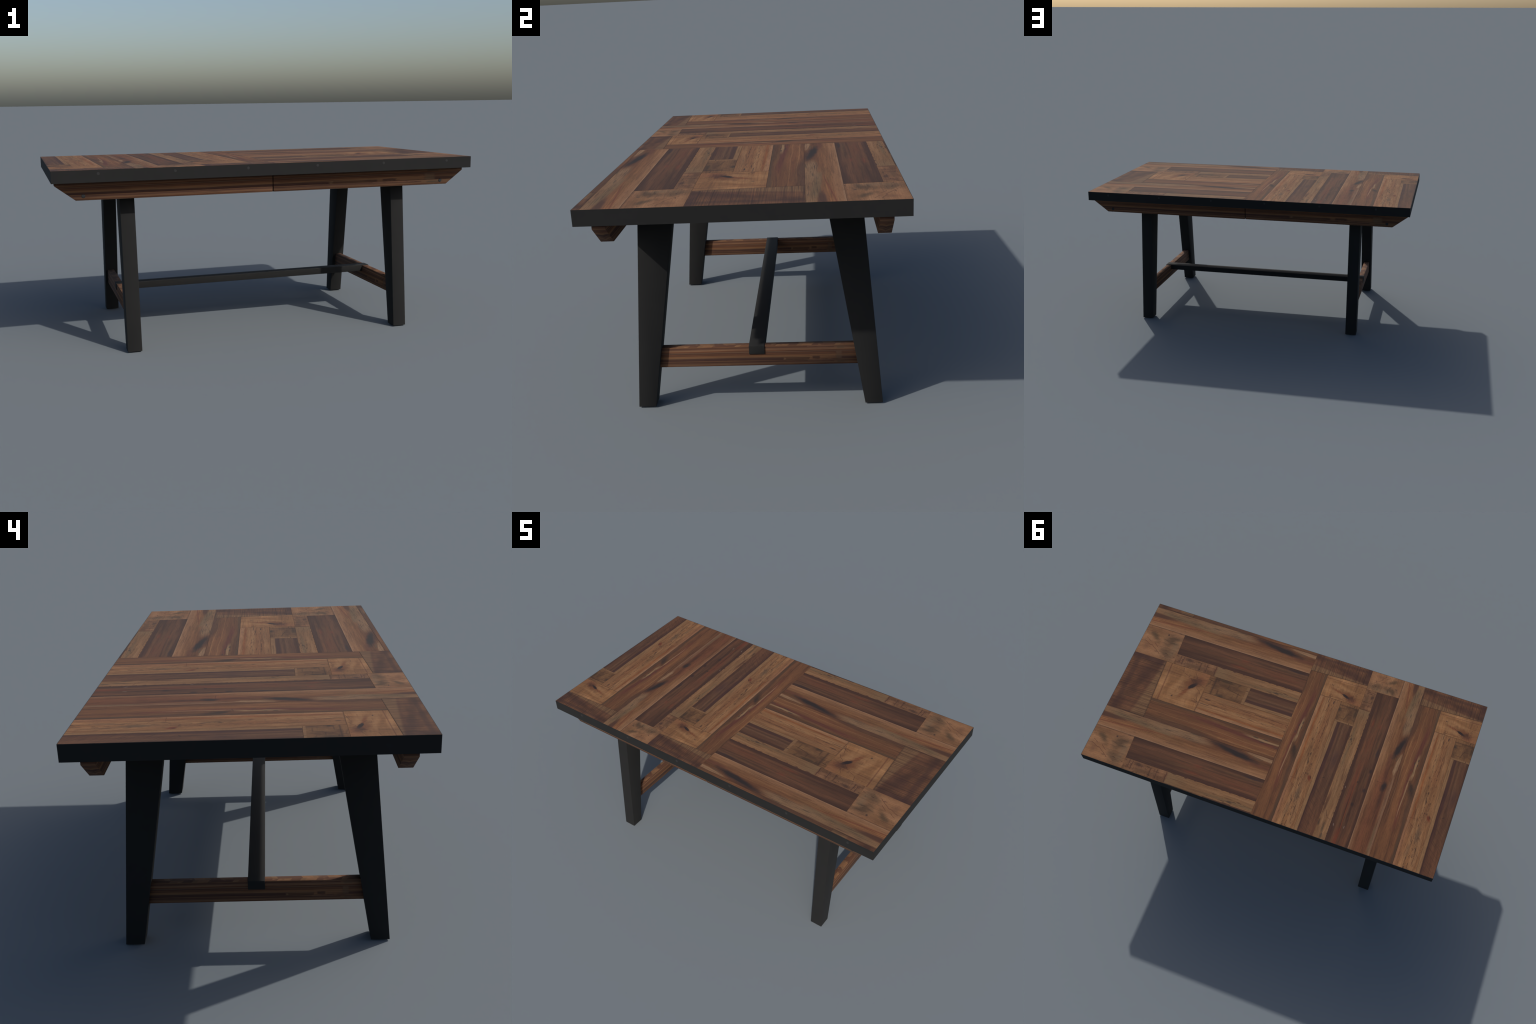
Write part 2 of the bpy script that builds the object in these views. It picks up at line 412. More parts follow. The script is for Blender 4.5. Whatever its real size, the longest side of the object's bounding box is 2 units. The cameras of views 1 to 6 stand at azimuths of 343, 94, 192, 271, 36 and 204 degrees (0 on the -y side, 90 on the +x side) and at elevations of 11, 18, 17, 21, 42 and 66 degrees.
    w.base([(0, rgb(58, 42, 35)), (0.45, rgb(73, 52, 41)), (1, rgb(88, 62, 46))], fu=2.0, fv=60.0, fine=0.18)
    w.tint(w.step(w.streak(2.6, 30.0, 4, 0.65), 0.50, 0.68), rgb(90, 59, 43), 0.65)
    w.tint(w.step(w.streak(3.4, 36.0, 4, 0.65), 0.52, 0.68), rgb(54, 41, 35), 0.7)
    w.band(0.05, 0.13, rgb(57, 42, 36), 0.7, 0.8)
    w.band(0.95, 0.14, rgb(57, 42, 37), 0.7, 0.8)
    w.blob(0.327, 0.36, 0.022, 0.012, rgb(95, 54, 41), 0.6, 0.9, rag=0.5)
    w.blob(0.318, 0.72, 0.044, 0.012, rgb(93, 53, 39), 0.6, 0.9, rag=0.5)
    w.blob(0.46, 0.62, 0.10, 0.014, rgb(91, 54, 41), 0.5, 0.9, rag=0.5)
    w.blob(0.488, 0.12, 0.05, 0.010, rgb(46, 41, 41), 0.75, 0.8, rag=0.6)
    w.band(0.56, 0.030, rgb(104, 54, 37), 0.65, 0.9, u=(0.60, 1.2, 0.1))
    w.band(0.66, 0.10, rgb(92, 51, 39), 0.5, 0.9, u=(0.56, 0.82, 0.06))
    w.band(0.62, 0.14, rgb(100, 54, 39), 0.6, 0.9, u=(0.97, 1.2, 0.04))
    for uu, ff, r in ((0.716, 0.13, 0.012), (0.812, 0.42, 0.011), (0.60, 0.12, 0.012), (0.68, 0.50, 0.006)):
        w.blob(uu, ff, r * 1.6, r, rgb(44, 38, 37), 0.85, 0.8, rag=0.5)
    for uu, ff in ((0.949, 0.88), (0.948, 0.42), (0.955, 0.86), (0.73, 0.92)):
        w.blob(uu, ff, 0.010, 0.0028, rgb(122, 108, 98), 0.7, 0.7, rag=0.8)
    w.tint(w.step(w.u, 0.30, 0.12), rgb(60, 44, 37), 0.3)
    w.joint(amount=0.5)
    M["dark"] = w.done()

    # short pinkish board with dark cross cracks
    w = W("cracked", 7.0, wobble=0.002)
    w.base([(0, rgb(92, 67, 48)), (0.5, rgb(106, 77, 56)), (1, rgb(117, 86, 63))], fu=40.0, fv=26.0, fine=0.15)
    n = w.noise(w.xyz(w.mul(w.u, 190.0), w.mul(w.v, 22.0), 6.0), 1.0, 2.0)
    w.tint(w.step(n, 0.52, 0.68), rgb(74, 52, 42), 0.5)
    w.blob(0.170, 0.25, 0.020, 0.020, rgb(66, 50, 42), 0.9, 0.9, rag=0.7)
    w.blob(0.190, 0.62, 0.042, 0.022, rgb(84, 64, 48), 0.7, 0.9, rag=0.9)
    for a in ((0.140, 0.0, 0.142, 0.75), (0.150, 0.0, 0.150, 0.9), (0.226, 0.05, 0.227, 1.0), (0.254, 0.0, 0.256, 1.0), (0.206, 0.2, 0.208, 1.0)):
        w.line(*a, 0.0022, rgb(66, 47, 40), 0.75, 0.002)
    w.pores(0.6, 90.0, 90.0, 0.62, patch=0.4)
    M["cracked"] = w.done()

    # narrow tan plank, ragged edge against the dark plank
    w = W("tan", 8.0, wobble=0.003)
    w.base([(0, rgb(103, 76, 53)), (0.5, rgb(113, 84, 59)), (1, rgb(122, 93, 67))], fu=3.0, fv=60.0, fine=0.25)
    w.tint(w.step(w.u, 0.335, 0.262), rgb(104, 83, 61), 0.7)
    w.band(0.75, 0.16, rgb(88, 74, 56), 0.6, 0.8, u=(0.36, 0.62, 0.06))
    w.pores(0.8, 40.0, 230.0, 0.60, patch=0.35, where=w.mul(w.step(w.f, 0.35, 0.7), w.between(0.36, 0.66, 0.05)))
    w.blob(0.450, 0.78, 0.012, 0.006, BLACK, 0.7, 0.8, rag=0.6)
    w.blob(0.840, 0.88, 0.10, 0.012, rgb(70, 48, 39), 0.75, 0.7, angle=0.05, rag=0.4)
    w.line(0.885, 0.75, 0.925, 0.45, 0.003, rgb(66, 48, 39), 0.7)
    w.line(0.925, 0.50, 0.935, 0.05, 0.003, rgb(76, 56, 44), 0.6)
    w.blob(0.985, 0.50, 0.05, 0.010, rgb(70, 62, 50), 0.7, 0.9, rag=0.8)
    w.blob(1.03, 0.42, 0.03, 0.010, rgb(58, 52, 45), 0.8, 0.9, rag=0.8)
    w.blob(0.962, 0.95, 0.03, 0.008, rgb(62, 50, 43), 0.8, 0.8, rag=0.8)
    n = w.noise(w.xyz(w.mul(w.u, 60.0), 0.0, 1.0), 1.0, 2.0)
    w.tint(w.step(w.sub(w.f, w.mul(w.sub(n, 0.52), 0.5)), 0.03, 0.0), rgb(66, 47, 41), 0.85)
    w.pores(0.5, 24.0, 200.0, 0.66)
    M["tan"] = w.done()

    # short brown board, light end strip
    w = W("short_brown", 9.0, wobble=0.003)
    w.base([(0, rgb(82, 60, 44)), (0.5, rgb(97, 71, 50)), (1, rgb(112, 82, 56))], fu=24.0, fv=18.0, fine=0.18)
    w.blob(0.345, 0.62, 0.035, 0.034, rgb(106, 78, 53), 0.75, 0.9, rag=0.8)
    w.blob(0.350, 0.20, 0.020, 0.014, rgb(106, 76, 50), 0.6, 0.9, rag=0.8)
    w.blob(0.300, 0.95, 0.022, 0.014, rgb(50, 45, 40), 0.85, 0.8, rag=0.7)
    w.blob(0.300, 0.08, 0.040, 0.014, rgb(58, 48, 39), 0.8, 0.8, rag=0.7)
    w.tint(w.mul(w.step(w.u, 0.268, 0.262), 0.85), rgb(108, 78, 53))
    w.tint(w.step(w.m("ABSOLUTE", w.sub(w.u, 0.270)), 0.0035, 0.001), rgb(60, 46, 38), 0.6)
    w.line(0.249, 0.22, 0.268, 0.30, 0.004, rgb(58, 44, 36), 0.7)
    w.line(0.305, 0.42, 0.362, 0.60, 0.003, rgb(60, 46, 38), 0.7)
    n = w.noise(w.xyz(w.mul(w.u, 120.0), w.mul(w.v, 14.0), 6.0), 1.0, 2.0)
    w.tint(w.step(n, 0.56, 0.68), rgb(60, 46, 38), 0.5)
    w.tint(w.step(w.u, 0.3655, 0.3675), rgb(116, 88, 63), 0.7)
    w.tint(w.mul(w.step(w.u, 0.3655, 0.3675), w.step(w.m("ABSOLUTE", w.sub(w.f, 0.25)), 0.03, 0.01)), rgb(64, 48, 40), 0.8)
    w.tint(w.step(w.u, 0.3738, 0.3755), rgb(56, 42, 35), 0.5)
    w.joint(amount=0.45, w=0.003)
    M["short_brown"] = w.done()

    # dark brown plank with pale sapwood along one edge
    w = W("sapwood_edged", 10.0, wobble=0.004)
    w.base([(0, rgb(64, 47, 38)), (0.5, rgb(78, 56, 44)), (1, rgb(90, 65, 48))], fu=2.5, fv=40.0, fine=0.2)
    w.band(0.10, 0.10, rgb(60, 43, 37), 0.7, 0.7)
    w.band(0.74, 0.11, rgb(58, 42, 39), 0.85, 0.6)
    w.band(0.45, 0.08, rgb(98, 73, 54), 0.5, 0.9, u=(0.36, 0.60, 0.05))
    w.blob(0.60, 0.32, 0.09, 0.03, rgb(66, 49, 44), 0.7, 0.9, rag=0.5)
    w.tint(w.step(w.u, 0.72, 0.98), rgb(92, 62, 45), 0.5)
    saw = w.noise(w.xyz(w.add(w.mul(w.u, 150.0), w.mul(w.v, 110.0)), w.mul(w.v, 14.0), 3.0), 1.0, 1.0)
    w.tint(w.mul(w.step(saw, 0.50, 0.66), w.step(w.u, 0.66, 0.80)), rgb(60, 44, 37), 0.45)
    w.band(0.93, 0.11, rgb(120, 91, 64), 0.95, 0.35, warped=False)
    w.band(0.80, 0.05, rgb(54, 39, 37), 0.7, 0.8, u=(0.55, 2))
    w.blob(0.718, 0.50, 0.010, 0.004, rgb(40, 36, 35), 0.8, 0.7, angle=0.9, rag=0.5)
    w.joint(lo=True, hi=False, amount=0.6)
    M["sapwood_edged"] = w.done()

    # light honey plank with dark pores and checks
    w = W("honey", 11.0, wobble=0.005)
    w.base([(0, rgb(110, 77, 52)), (0.5, rgb(122, 88, 60)), (1, rgb(130, 97, 68))], fu=2.6, fv=55.0, fine=0.25)
    w.band(0.84, 0.07, rgb(113, 68, 42), 0.75, 0.8, u=(0.25, 0.80, 0.04))
    w.band(0.97, 0.06, rgb(132, 97, 72), 0.8, 0.6)
    w.band(0.35, 0.18, rgb(108, 74, 52), 0.45, 0.9, u=(0.30, 0.55, 0.06))
    w.pores(0.85, 34.0, 240.0, 0.60, patch=0.35, where=w.step(w.m("ABSOLUTE", w.sub(w.fw, 0.42)), 0.26, 0.14))
    w.blob(0.271, 0.30, 0.014, 0.0042, BLACK, 0.9, 0.7, rag=0.4)
    w.blob(0.262, 0.55, 0.016, 0.0032, rgb(66, 50, 42), 0.8, 0.7, rag=0.4)
    w.blob(0.300, 0.48, 0.020, 0.0026, rgb(62, 48, 40), 0.8, 0.7, rag=0.4)
    w.blob(0.655, 0.46, 0.030, 0.005, rgb(58, 46, 40), 0.7, 0.8, angle=-0.1, rag=0.7)
    w.blob(0.750, 0.14, 0.026, 0.013, rgb(100, 52, 37), 0.85, 0.7, angle=-0.5, rag=0.5)
    w.blob(0.742, 0.10, 0.014, 0.006, rgb(60, 42, 37), 0.8, 0.7, angle=-0.5, rag=0.5)
    w.line(0.700, 0.82, 0.790, 0.66, 0.0018, rgb(76, 48, 38), 0.7)
    w.line(0.790, 0.66, 0.860, 0.72, 0.0018, rgb(76, 48, 38), 0.6)
    w.line(0.775, 0.98, 0.772, 0.60, 0.0022, rgb(88, 54, 41), 0.6)
    w.line(0.80, 0.90, 0.83, 0.50, 0.002, rgb(84, 56, 44), 0.6)
    w.blob(0.855, 0.38, 0.075, 0.020, rgb(86, 72, 57), 0.7, 0.9, angle=0.0, rag=0.8)
    w.blob(0.950, 0.58, 0.06, 0.018, rgb(96, 76, 58), 0.5, 0.9, rag=0.8)
    w.pores(0.55, 26.0, 240.0, 0.60, patch=0.4, where=w.step(w.u, 0.80, 0.92))
    w.tint(w.mul(w.step(w.u, 0.78, 0.86), w.step(w.f, 0.62, 0.9)), rgb(116, 80, 58), 0.5)
    w.tint(w.step(w.u, 0.2525, 0.2495), rgb(70, 50, 40), 0.5)
    w.joint(amount=0.5)
    M["honey"] = w.done()
    return M


# ------------------------------------------------------------------ laminated beams (apron, rail)
def beam_material(name, along, u_scale, u_start, v_top, v_scale, blocks_on_top=False):
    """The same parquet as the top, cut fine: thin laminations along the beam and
    short blocks at its right-hand end.  along = 0 (x) or 1 (y)."""
    s = Shader(name)
    o = s.object_xyz()
    a, side, z = (o[0], s.mul(o[1], -1.0), o[2]) if along == 0 else (o[1], o[0], o[2])
    flip = s.m("SIGN", side)
    pos = s.mul(a, flip)
    u = s.m("DIVIDE", s.sub(u_start, pos), u_scale)
    nz = s.normal()[2]
    # height measured down from the top in repeats; +depth so undersides are striped too
    wob = s.noise(s.xyz(s.mul(a, 3.0), s.mul(z, 60.0), 1.0), 1.0, 2.0)
    down = s.sub(v_top, s.add(z, s.mul(s.sub(wob, 0.5), 0.0075)))
    under = s.step(nz, -0.6, -0.9)
    down = s.add(down, s.mul(under, s.mul(s.m("ABSOLUTE", side), 1.0)))
    t = s.m("FRACT", s.m("DIVIDE", down, v_scale))
    # one repeat, from the tan plank downwards
    T, D, L, F, H, S = (rgb(116, 87, 61), rgb(72, 49, 42), rgb(121, 88, 62), rgb(94, 64, 47), rgb(124, 89, 60), rgb(76, 55, 45))
    long_ = s.ramp(t, [(0.0, T), (0.095, D), (0.275, rgb(127, 97, 72)), (0.315, rgb(106, 70, 48)), (0.38, rgb(84, 58, 45)),
                       (0.405, rgb(112, 92, 70)), (0.455, rgb(78, 52, 43)), (0.50, F), (0.56, rgb(104, 72, 50)), (0.60, rgb(78, 56, 44)),
                       (0.64, rgb(116, 80, 54)), (0.69, H), (0.80, rgb(120, 92, 66)), (0.83, S), (0.97, rgb(66, 46, 42))], "LINEAR")
    c = s.mix(0.10, long_, rgb(92, 65, 48))

    nlen = s.m("ABSOLUTE", s.normal()[along])
    flat = s.step(nlen, 0.4, 0.2)
    jag = s.noise(s.xyz(s.mul(a, 40.0), s.mul(z, 300.0), 5.0), 1.0, 2.0)
    t = s.add(t, s.mul(s.sub(jag, 0.5), 0.10))
    u = s.add(u, s.mul(s.sub(jag, 0.5), 0.012))

    def block(c, u0, u1, t0, t1, colour, amount=0.85):
        mk = s.mul(s.mul(s.step(u, u0 - 0.004, u0 + 0.004), s.step(u, u1 + 0.004, u1 - 0.004)),
                   s.mul(s.step(t, t0 - 0.012, t0 + 0.012), s.step(t, t1 + 0.012, t1 - 0.012)))
        return s.mix(s.mul(mk, s.mul(flat, amount)), c, colour)
    c = block(c, 0.0, 0.118, 0.455, 0.99, rgb(80, 57, 46))                # end block
    c = block(c, 0.086, 0.114, 0.455, 0.99, rgb(112, 92, 71))             # its pale wedge
    c = block(c, 0.114, 0.248, 0.64, 0.99, rgb(125, 91, 63))              # knotty block
    c = block(c, 0.195, 0.232, 0.76, 0.97, rgb(66, 48, 41), 0.8)
    c = block(c, 0.248, 0.366, 0.83, 0.985, rgb(90, 66, 48))              # short brown
    c = block(c, 0.366, 0.376, 0.83, 0.985, rgb(120, 94, 69))
    c = block(c, 0.0, 0.124, 0.095, 0.275, rgb(112, 86, 63))              # corner block
    c = block(c, 0.075, 0.108, 0.10, 0.27, rgb(84, 73, 58), 0.8)
    c = block(c, 0.0, 0.124, 0.0, 0.10, rgb(112, 86, 63))
    c = block(c, 0.124, 0.258, 0.0, 0.095, rgb(116, 86, 66))
    st = s.noise(s.xyz(s.mul(a, 5.0), s.mul(z, 900.0), 2.0), 1.0, 3.0, 0.6)
    c = s.mix(s.mul(s.step(st, 0.48, 0.72), 0.45), c, rgb(56, 39, 33))
    st3 = s.noise(s.xyz(s.mul(a, 2.2), s.mul(z, 520.0), 12.0), 1.0, 3.0, 0.6)
    c = s.mix(s.mul(s.step(st3, 0.53, 0.66), 0.70), c, rgb(44, 32, 29))
    st2 = s.noise(s.xyz(s.mul(a, 4.0), s.mul(z, 700.0), 7.0), 1.0, 2.0, 0.6)
    c = s.mix(s.mul(s.step(st2, 0.55, 0.75), 0.35), c, rgb(130, 88, 56))
    blot = s.noise(s.xyz(s.mul(a, 9.0), s.mul(z, 160.0), 4.0), 1.0, 2.0, 0.6)
    c = s.mix(s.mul(s.step(blot, 0.55, 0.72), 0.40), c, rgb(64, 44, 37))
    if blocks_on_top:
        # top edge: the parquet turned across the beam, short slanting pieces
        q = s.add(s.mul(a, flip), s.mul(o[0], 0.45))
        q = s.m("FRACT", s.m("DIVIDE", s.add(q, 2.0 + 0.02), 0.365))
        top = s.ramp(q, [(0.0, rgb(122, 90, 64)), (0.10, rgb(88, 62, 48)), (0.33, rgb(118, 90, 65)), (0.38, rgb(106, 75, 53)),
                         (0.56, rgb(94, 66, 49)), (0.74, rgb(114, 84, 60)), (0.86, rgb(90, 64, 49)), (0.95, rgb(110, 84, 61))], "CONSTANT")
        ch = s.noise(s.xyz(s.mul(o[0], 70.0), s.mul(o[1], 32.0), 9.0), 1.0, 2.0)
        top = s.mix(s.mul(s.step(ch, 0.60, 0.66), 0.6), top, rgb(134, 104, 76))
        g = s.noise(s.xyz(s.mul(o[0], 500.0), s.mul(o[1], 30.0), 3.0), 1.0, 3.0)
        top = s.mix(s.mul(s.step(g, 0.5, 0.7), 0.35), top, rgb(60, 42, 36))
        c = s.mix(s.step(nz, 0.6, 0.9), c, top)
    c = s.mix(1.0, c, (0.80, 0.76, 0.75, 1), "MULTIPLY")
    return s.finish(c, 0.98, 0.5)


def steel_material(name, colour, rough):
    s = Shader(name)
    x, y, z = s.object_xyz()
    n = s.noise(s.xyz(x, y, z), 14.0, 4.0, 0.6)
    g = s.noise(s.xyz(x, y, z), 420.0, 2.0, 0.5)
    base = tuple(c for c in colour[:3])
    dark = tuple(c * 0.86 for c in base) + (1,)
    lite = tuple(c * 1.14 for c in base) + (1,)
    c = s.mix(s.step(n, 0.3, 0.7), dark, lite)
    s.bump(g, 0.03, 0.0003)
    return s.finish(c, s.add(rough - 0.04, s.mul(n, 0.04)), 0.5)


# ------------------------------------------------------------------ geometry helpers
COLL = bpy.context.scene.collection


def add_object(name, mesh, parent, mat=None, matrix=None):
    ob = bpy.data.objects.new(name, mesh)
    COLL.objects.link(ob)
    if mat is not None and not mesh.materials:
        mesh.materials.append(mat)
    ob.parent = parent
    if matrix is not None:
        ob.matrix_local = matrix
    return ob


def prism(outline, axis, lo, hi, bevel=0.0, segments=1, origin=(0, 0, 0)):
    """Extrude a 2D outline along axis (0,1,2) from lo to hi, with rounded edges."""
    bm = bmesh.new()
    def at(p, h):
        a, b = p
        v = {0: (h, a, b), 1: (a, h, b), 2: (a, b, h)}[axis]
        return Vector(v) - Vector(origin)
    lo_v = [bm.verts.new(at(p, lo)) for p in outline]
    hi_v = [bm.verts.new(at(p, hi)) for p in outline]
    n = len(outline)
    bm.faces.new(lo_v[::-1]); bm.faces.new(hi_v)
    for i in range(n):
        bm.faces.new((lo_v[i], lo_v[(i + 1) % n], hi_v[(i + 1) % n], hi_v[i]))
    bmesh.ops.recalc_face_normals(bm, faces=bm.faces)
    if bevel:
        bmesh.ops.bevel(bm, geom=list(bm.edges), offset=bevel, segments=segments, profile=0.5, affect="EDGES", clamp_overlap=True)
    me = bpy.data.meshes.new("mesh")
    bm.to_mesh(me); bm.free()
    if bevel:
        for p in me.polygons:
            p.use_smooth = True
        me.set_sharp_from_angle(angle=math.radians(50))
    return me


def box(x0, x1, y0, y1, z0, z1, bevel=0.0, segments=1, origin=(0, 0, 0)):
    return prism([(x0, y0), (x1, y0), (x1, y1), (x0, y1)], 2, z0, z1, bevel, segments, origin)


def stud_mesh(radius, height, sides=20):
    """Low domed rivet head, axis along -y."""
    bm = bmesh.new()
    profile = [(1.0, -0.3), (1.0, 0.35), (0.90, 0.70), (0.62, 0.92), (0.25, 1.0)]
    rings = []
    for r, h in profile:
        rings.append([bm.verts.new((radius * r * math.cos(2 * math.pi * i / sides), -height * h,
                                    radius * r * math.sin(2 * math.pi * i / sides))) for i in range(sides)])
    for a, b in zip(rings, rings[1:]):
        for i in range(sides):
            bm.faces.new((a[i], a[(i + 1) % sides], b[(i + 1) % sides], b[i]))
    bm.faces.new(rings[-1]); bm.faces.new(rings[0][::-1])
    bmesh.ops.recalc_face_normals(bm, faces=bm.faces)
    me = bpy.data.meshes.new("stud")
    bm.to_mesh(me); bm.free()
    for p in me.polygons:
        p.use_smooth = True
    me.set_sharp_from_angle(angle=math.radians(60))
    return me


def clip(poly, axis, limit, keep_less):
    """Cut a convex outline by an axis-parallel line."""
    out = []
    inside = lambda p: (p[axis] <= limit) if keep_less else (p[axis] >= limit)
    for i, p in enumerate(poly):
        q = poly[(i + 1) % len(poly)]
        if inside(p):
            out.append(p)
        if inside(p) != inside(q):
            t = (limit - p[axis]) / (q[axis] - p[axis])
            out.append((p[0] + t * (q[0] - p[0]), p[1] + t * (q[1] - p[1])))
    return out


def area(poly):
    return 0.5 * sum(p[0] * q[1] - q[0] * p[1] for p, q in zip(poly, poly[1:] + poly[:1]))


def shrink(poly, d):
    """Inset a convex outline by d."""
    if area(poly) < 0:
        poly = poly[::-1]
    n, res = len(poly), []
    for i in range(n):
        p0, p1, p2 = Vector(poly[i - 1]), Vector(poly[i]), Vector(poly[(i + 1) % n])
        e0, e1 = (p1 - p0).normalized(), (p2 - p1).normalized()
        n0, n1 = Vector((-e0.y, e0.x)), Vector((-e1.y, e1.x))
        k = 1 + n0.dot(n1)
        res.append(tuple(p1 + (n0 + n1) * (d / k)) if k > 0.05 else tuple(p1))
    return res


def plank_mesh(poly, to_local, gap=0.00012, chamfer=0.00035):
    """Thin board with chamfered upper edges; poly in table coordinates."""
    poly = shrink(poly, gap)
    up = shrink(poly, chamfer)
    rings = [[(x, y, TOP_Z - PLANK_T) for x, y in poly], [(x, y, TOP_Z - chamfer) for x, y in poly], [(x, y, TOP_Z) for x, y in up]]
    bm = bmesh.new()
    R = [[bm.verts.new(to_local @ Vector(p)) for p in ring] for ring in rings]
    n = len(poly)
    for a, b in zip(R, R[1:]):
        for i in range(n):
            bm.faces.new((a[i], a[(i + 1) % n], b[(i + 1) % n], b[i]))
    bm.faces.new(R[-1]); bm.faces.new(R[0][::-1])
    bmesh.ops.recalc_face_normals(bm, faces=bm.faces)
    me = bpy.data.meshes.new("plank")
    bm.to_mesh(me); bm.free()
    return me


# ------------------------------------------------------------------ build
def build():
    steel = steel_material("black_steel", (0.0056, 0.0056, 0.0054), 0.98)
    rivet_steel = steel_material("rivet_steel", (0.017, 0.017, 0.017), 0.95)
    bolt_steel = steel_material("bolt_steel", (0.011, 0.0125, 0.014), 0.95)
    rubber = steel_material("foot_rubber", (0.004, 0.004, 0.004), 0.8)
    woods = wood_materials()
    apron_wood = beam_material("apron_laminate", 0, 1.92, 1.0, 0.7915, 0.0567)
    rail_wood = beam_material("rail_laminate", 1, 0.73, 0.373, 0.0, 0.0555, True)
    s = Shader("core_board"); core_wood = s.finish(rgb(96, 70, 50), 0.7, 0.3)
    s = Shader("seam_shadow_wood"); seam_wood = s.finish(rgb(24, 17, 14), 0.9, 0.1)  # near-black paint for the darkness inside the apron seam; ledger shares it

    table = bpy.data.objects.new("dining_table", None)
    COLL.objects.link(table)
    table.empty_display_size = 0.2
    table["label"] = "rustic plank parquet dining table on black tapered steel legs"
    table["category"] = "dining table"

    # --- top: core board with planks laid on it
    e = BAND_T
    core = add_object("tabletop", box(-HALF_L + e, HALF_L - e, -HALF_W + e, HALF_W - e, BAND_Z + 0.0015, TOP_Z - PLANK_T - 0.0002), table, core_wood)
    X1, Y1 = HALF_L - e + 0.0002, HALF_W - e + 0.0002

    def lay(kind, k, half):
        u0, v0, v1, outline = PATTERN[kind]
        shift = k * REPEAT
        pts = []
        for u, v in outline:
            v = v + shift - SKEW * u
            if half == "right":      # grain along x, counted from the +x end
                pts.append((1.0 - 1.92 * u, v))
            else:                    # grain along y, counted from the -y edge
                pts.append((-0.642 + 0.95 * (v - 0.200), u - HALF_W))
        lo, hi = (0.0, X1) if half == "right" else (-X1, 0.0)
        for ax, lim, less in ((0, lo, False), (0, hi, True), (1, -Y1, False), (1, Y1, True)):
            pts = clip(pts, ax, lim, less)
            if len(pts) < 3:
                return
        if abs(area(pts)) < 2e-5:
            return
        vm = (v0 + v1) / 2 + shift
        if half == "right":
            mat = Matrix.Translation((1.0 - 1.92 * u0, vm, TOP_Z)) @ Matrix.Rotation(math.pi, 4, "Z") @ Matrix.Diagonal((1.92, 1.0, 1.0, 1.0))
        else:
            mat = Matrix.Translation((-0.642 + 0.95 * (vm - 0.200), u0 - HALF_W, TOP_Z)) @ Matrix.Rotation(math.pi / 2, 4, "Z") @ Matrix.Diagonal((1.0, 0.95, 1.0, 1.0))
        add_object("plank", plank_mesh(pts, mat.inverted()), core, woods[kind], mat)

    for kind in PATTERN:
        for k in (-1, 0, 1):
            lay(kind, k, "right")
            lay(kind, k, "left")

    # --- steel edge band: a thin frame round the top, rivets along both long sides
    bm = bmesh.new()
    outer = [(-HALF_L, -HALF_W), (HALF_L, -HALF_W), (HALF_L, HALF_W), (-HALF_L, HALF_W)]
    inner = [(-HALF_L + e, -HALF_W + e), (HALF_L - e, -HALF_W + e), (HALF_L - e, HALF_W - e), (-HALF_L + e, HALF_W - e)]
    zt = TOP_Z - 0.0004
    V = [[bm.verts.new((x, y, z)) for x, y in ring] for ring, z in ((outer, BAND_Z), (outer, zt), (inner, zt), (inner, BAND_Z))]
    for r in range(4):
        a, b = V[r], V[(r + 1) % 4]
        for i in range(4):
            bm.faces.new((a[i], a[(i + 1) % 4], b[(i + 1) % 4], b[i]))
    bmesh.ops.recalc_face_normals(bm, faces=bm.faces)
    corner = [ed for ed in bm.edges if abs(ed.verts[0].co.z - ed.verts[1].co.z) > 0.02 and max(abs(v.co.x) for v in ed.verts) > HALF_L - 0.0005]
    bmesh.ops.bevel(bm, geom=corner, offset=0.0012, segments=2, profile=0.5, affect="EDGES")
    me = bpy.data.meshes.new("edge_band"); bm.to_mesh(me); bm.free()
    band = add_object("edge_band", me, table, steel)
    rivet = stud_mesh(0.0064, 0.0010)
    rivet.materials.append(rivet_steel)
    for side in (-1, 1):
        turn = Matrix.Rotation(0 if side < 0 else math.pi, 4, "Z")
        for i in range(6):
            add_object("rivet", rivet, band, None, Matrix.Translation((-0.8018 + 0.33356 * i, side * HALF_W, 0.8282)) @ turn)

    # --- aprons: two half beams per long side, butted at a seam in the middle
    outline = [(0.0023, APRON_Z), (0.897, APRON_Z), (0.9855, 0.7765), (0.9855, APRON_TOP), (0.0023, APRON_TOP)]
    mirrored = [(-x, z) for x, z in outline[::-1]]
    right = prism(outline, 1, -APRON_Y1, -APRON_Y0, 0.0008, 1, (0, -(APRON_Y0 + APRON_Y1) / 2, 0))
    left = prism(mirrored, 1, -APRON_Y1, -APRON_Y0, 0.0008, 1, (0, -(APRON_Y0 + APRON_Y1) / 2, 0))
    seam_filler = box(-0.010, 0.010, -0.0165, 0.0165, APRON_Z + 0.003, APRON_TOP - 0.0005)
    for m_ in (right, left):
        m_.materials.append(apron_wood)
    seam_filler.materials.append(seam_wood)
    bolt = stud_mesh(0.0085, 0.0022)
    bolt.materials.append(bolt_steel)
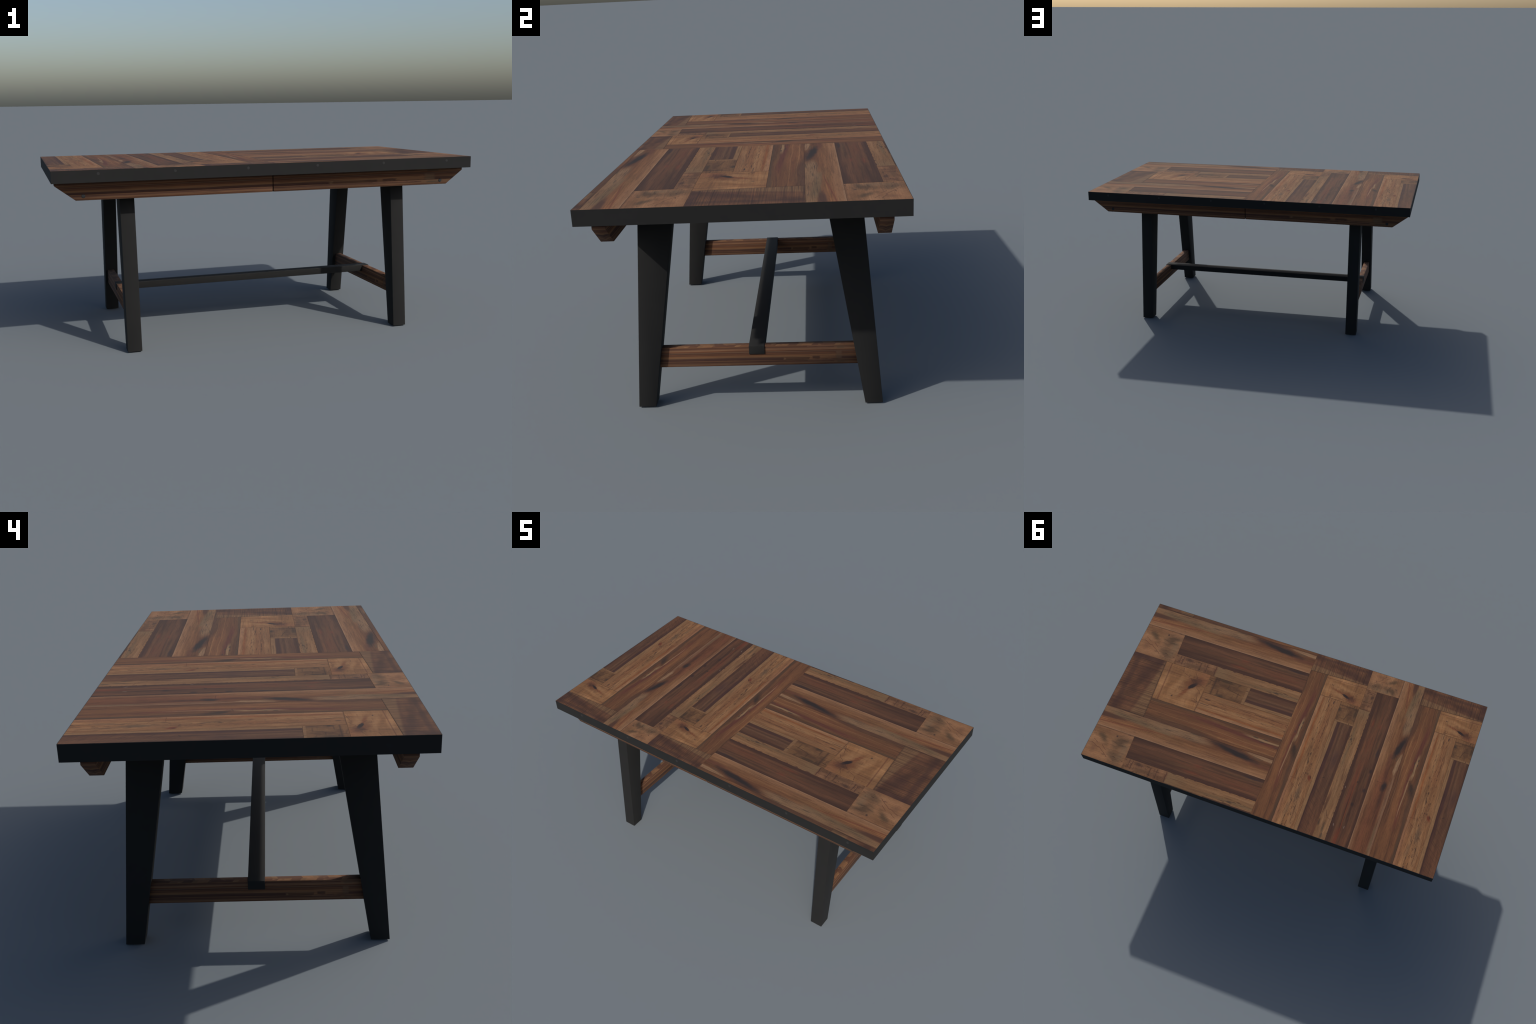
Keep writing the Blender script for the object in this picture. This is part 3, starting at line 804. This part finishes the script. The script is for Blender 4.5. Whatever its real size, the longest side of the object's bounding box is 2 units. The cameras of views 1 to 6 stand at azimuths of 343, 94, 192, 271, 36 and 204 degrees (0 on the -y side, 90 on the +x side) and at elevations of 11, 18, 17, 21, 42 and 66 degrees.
    for side in (-1, 1):
        turn = Matrix.Rotation(0 if side < 0 else math.pi, 4, "Z")
        at = Matrix.Translation((0, side * (APRON_Y0 + APRON_Y1) / 2, 0)) @ turn
        halves = [add_object("apron", m_, table, None, at) for m_ in (right, left)]
        add_object("seam_shadow_filler", seam_filler, halves[0], None, Matrix.Identity(4))
        for h, x in zip(halves, (0.8645, -0.8645)):
            add_object("bolt", bolt, h, None, Matrix.Translation((x, -(APRON_Y1 - APRON_Y0) / 2, 0.7288)))

    # --- legs: steel, vertical end faces, splayed and tapering towards the floor
    x_shift, y_shift = 0.0015, 0.0033     # the frame stands a hair off centre under the top
    z0, z1 = 0.002, BAND_Z + 0.0025
    inner_y = lambda z: 0.3902 - 0.1645 * z
    outer_y = lambda z: 0.4545 - 0.0863 * z
    for sx in (-1, 1):
        for sy in (-1, 1):
            prof = [(inner_y(z0), z0), (outer_y(z0), z0), (outer_y(z1), z1), (inner_y(z1), z1)]
            prof = [(sy * y + y_shift, z) for y, z in prof]
            x0, x1 = sorted((sx * LEG_X0 + x_shift, sx * LEG_X1 + x_shift))
            cx, cy = sx * (LEG_X0 + LEG_X1) / 2 + x_shift, sy * 0.42 + y_shift
            leg = add_object("leg", prism(prof, 0, x0, x1, 0.0010, 2, (cx, cy, 0)), table, steel, Matrix.Translation((cx, cy, 0)))
            yy = sorted((sy * (inner_y(0) + 0.006) + y_shift, sy * (outer_y(0) - 0.006) + y_shift))
            add_object("foot_pad", box(x0 + 0.006, x1 - 0.006, yy[0], yy[1], 0.0, 0.0035, 0.0, 1, (cx, cy, 0)), leg, rubber)

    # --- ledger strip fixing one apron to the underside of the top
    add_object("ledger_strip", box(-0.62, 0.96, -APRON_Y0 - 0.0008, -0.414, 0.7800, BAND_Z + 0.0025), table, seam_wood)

    # --- end rails between the legs, stretcher let into their top edges
    w, h = (RAIL_X1 - RAIL_X0) / 2, RAIL_Z1 - RAIL_Z0
    rail = box(-w, w, -0.372, 0.372, -h, 0.0, 0.0010, 1)
    rail.materials.append(rail_wood)
    for sx in (-1, 1):
        at = Matrix.Translation((sx * (RAIL_X0 + RAIL_X1) / 2, 0, RAIL_Z1)) @ Matrix.Rotation(0 if sx > 0 else math.pi, 4, "Z")
        add_object("end_rail", rail, table, None, at)
    add_object("stretcher", box(-STR_X, STR_X, -STR_Y + 0.0006, STR_Y + 0.0006, STR_Z0, STR_Z1, 0.0014, 2), table, steel)


build()
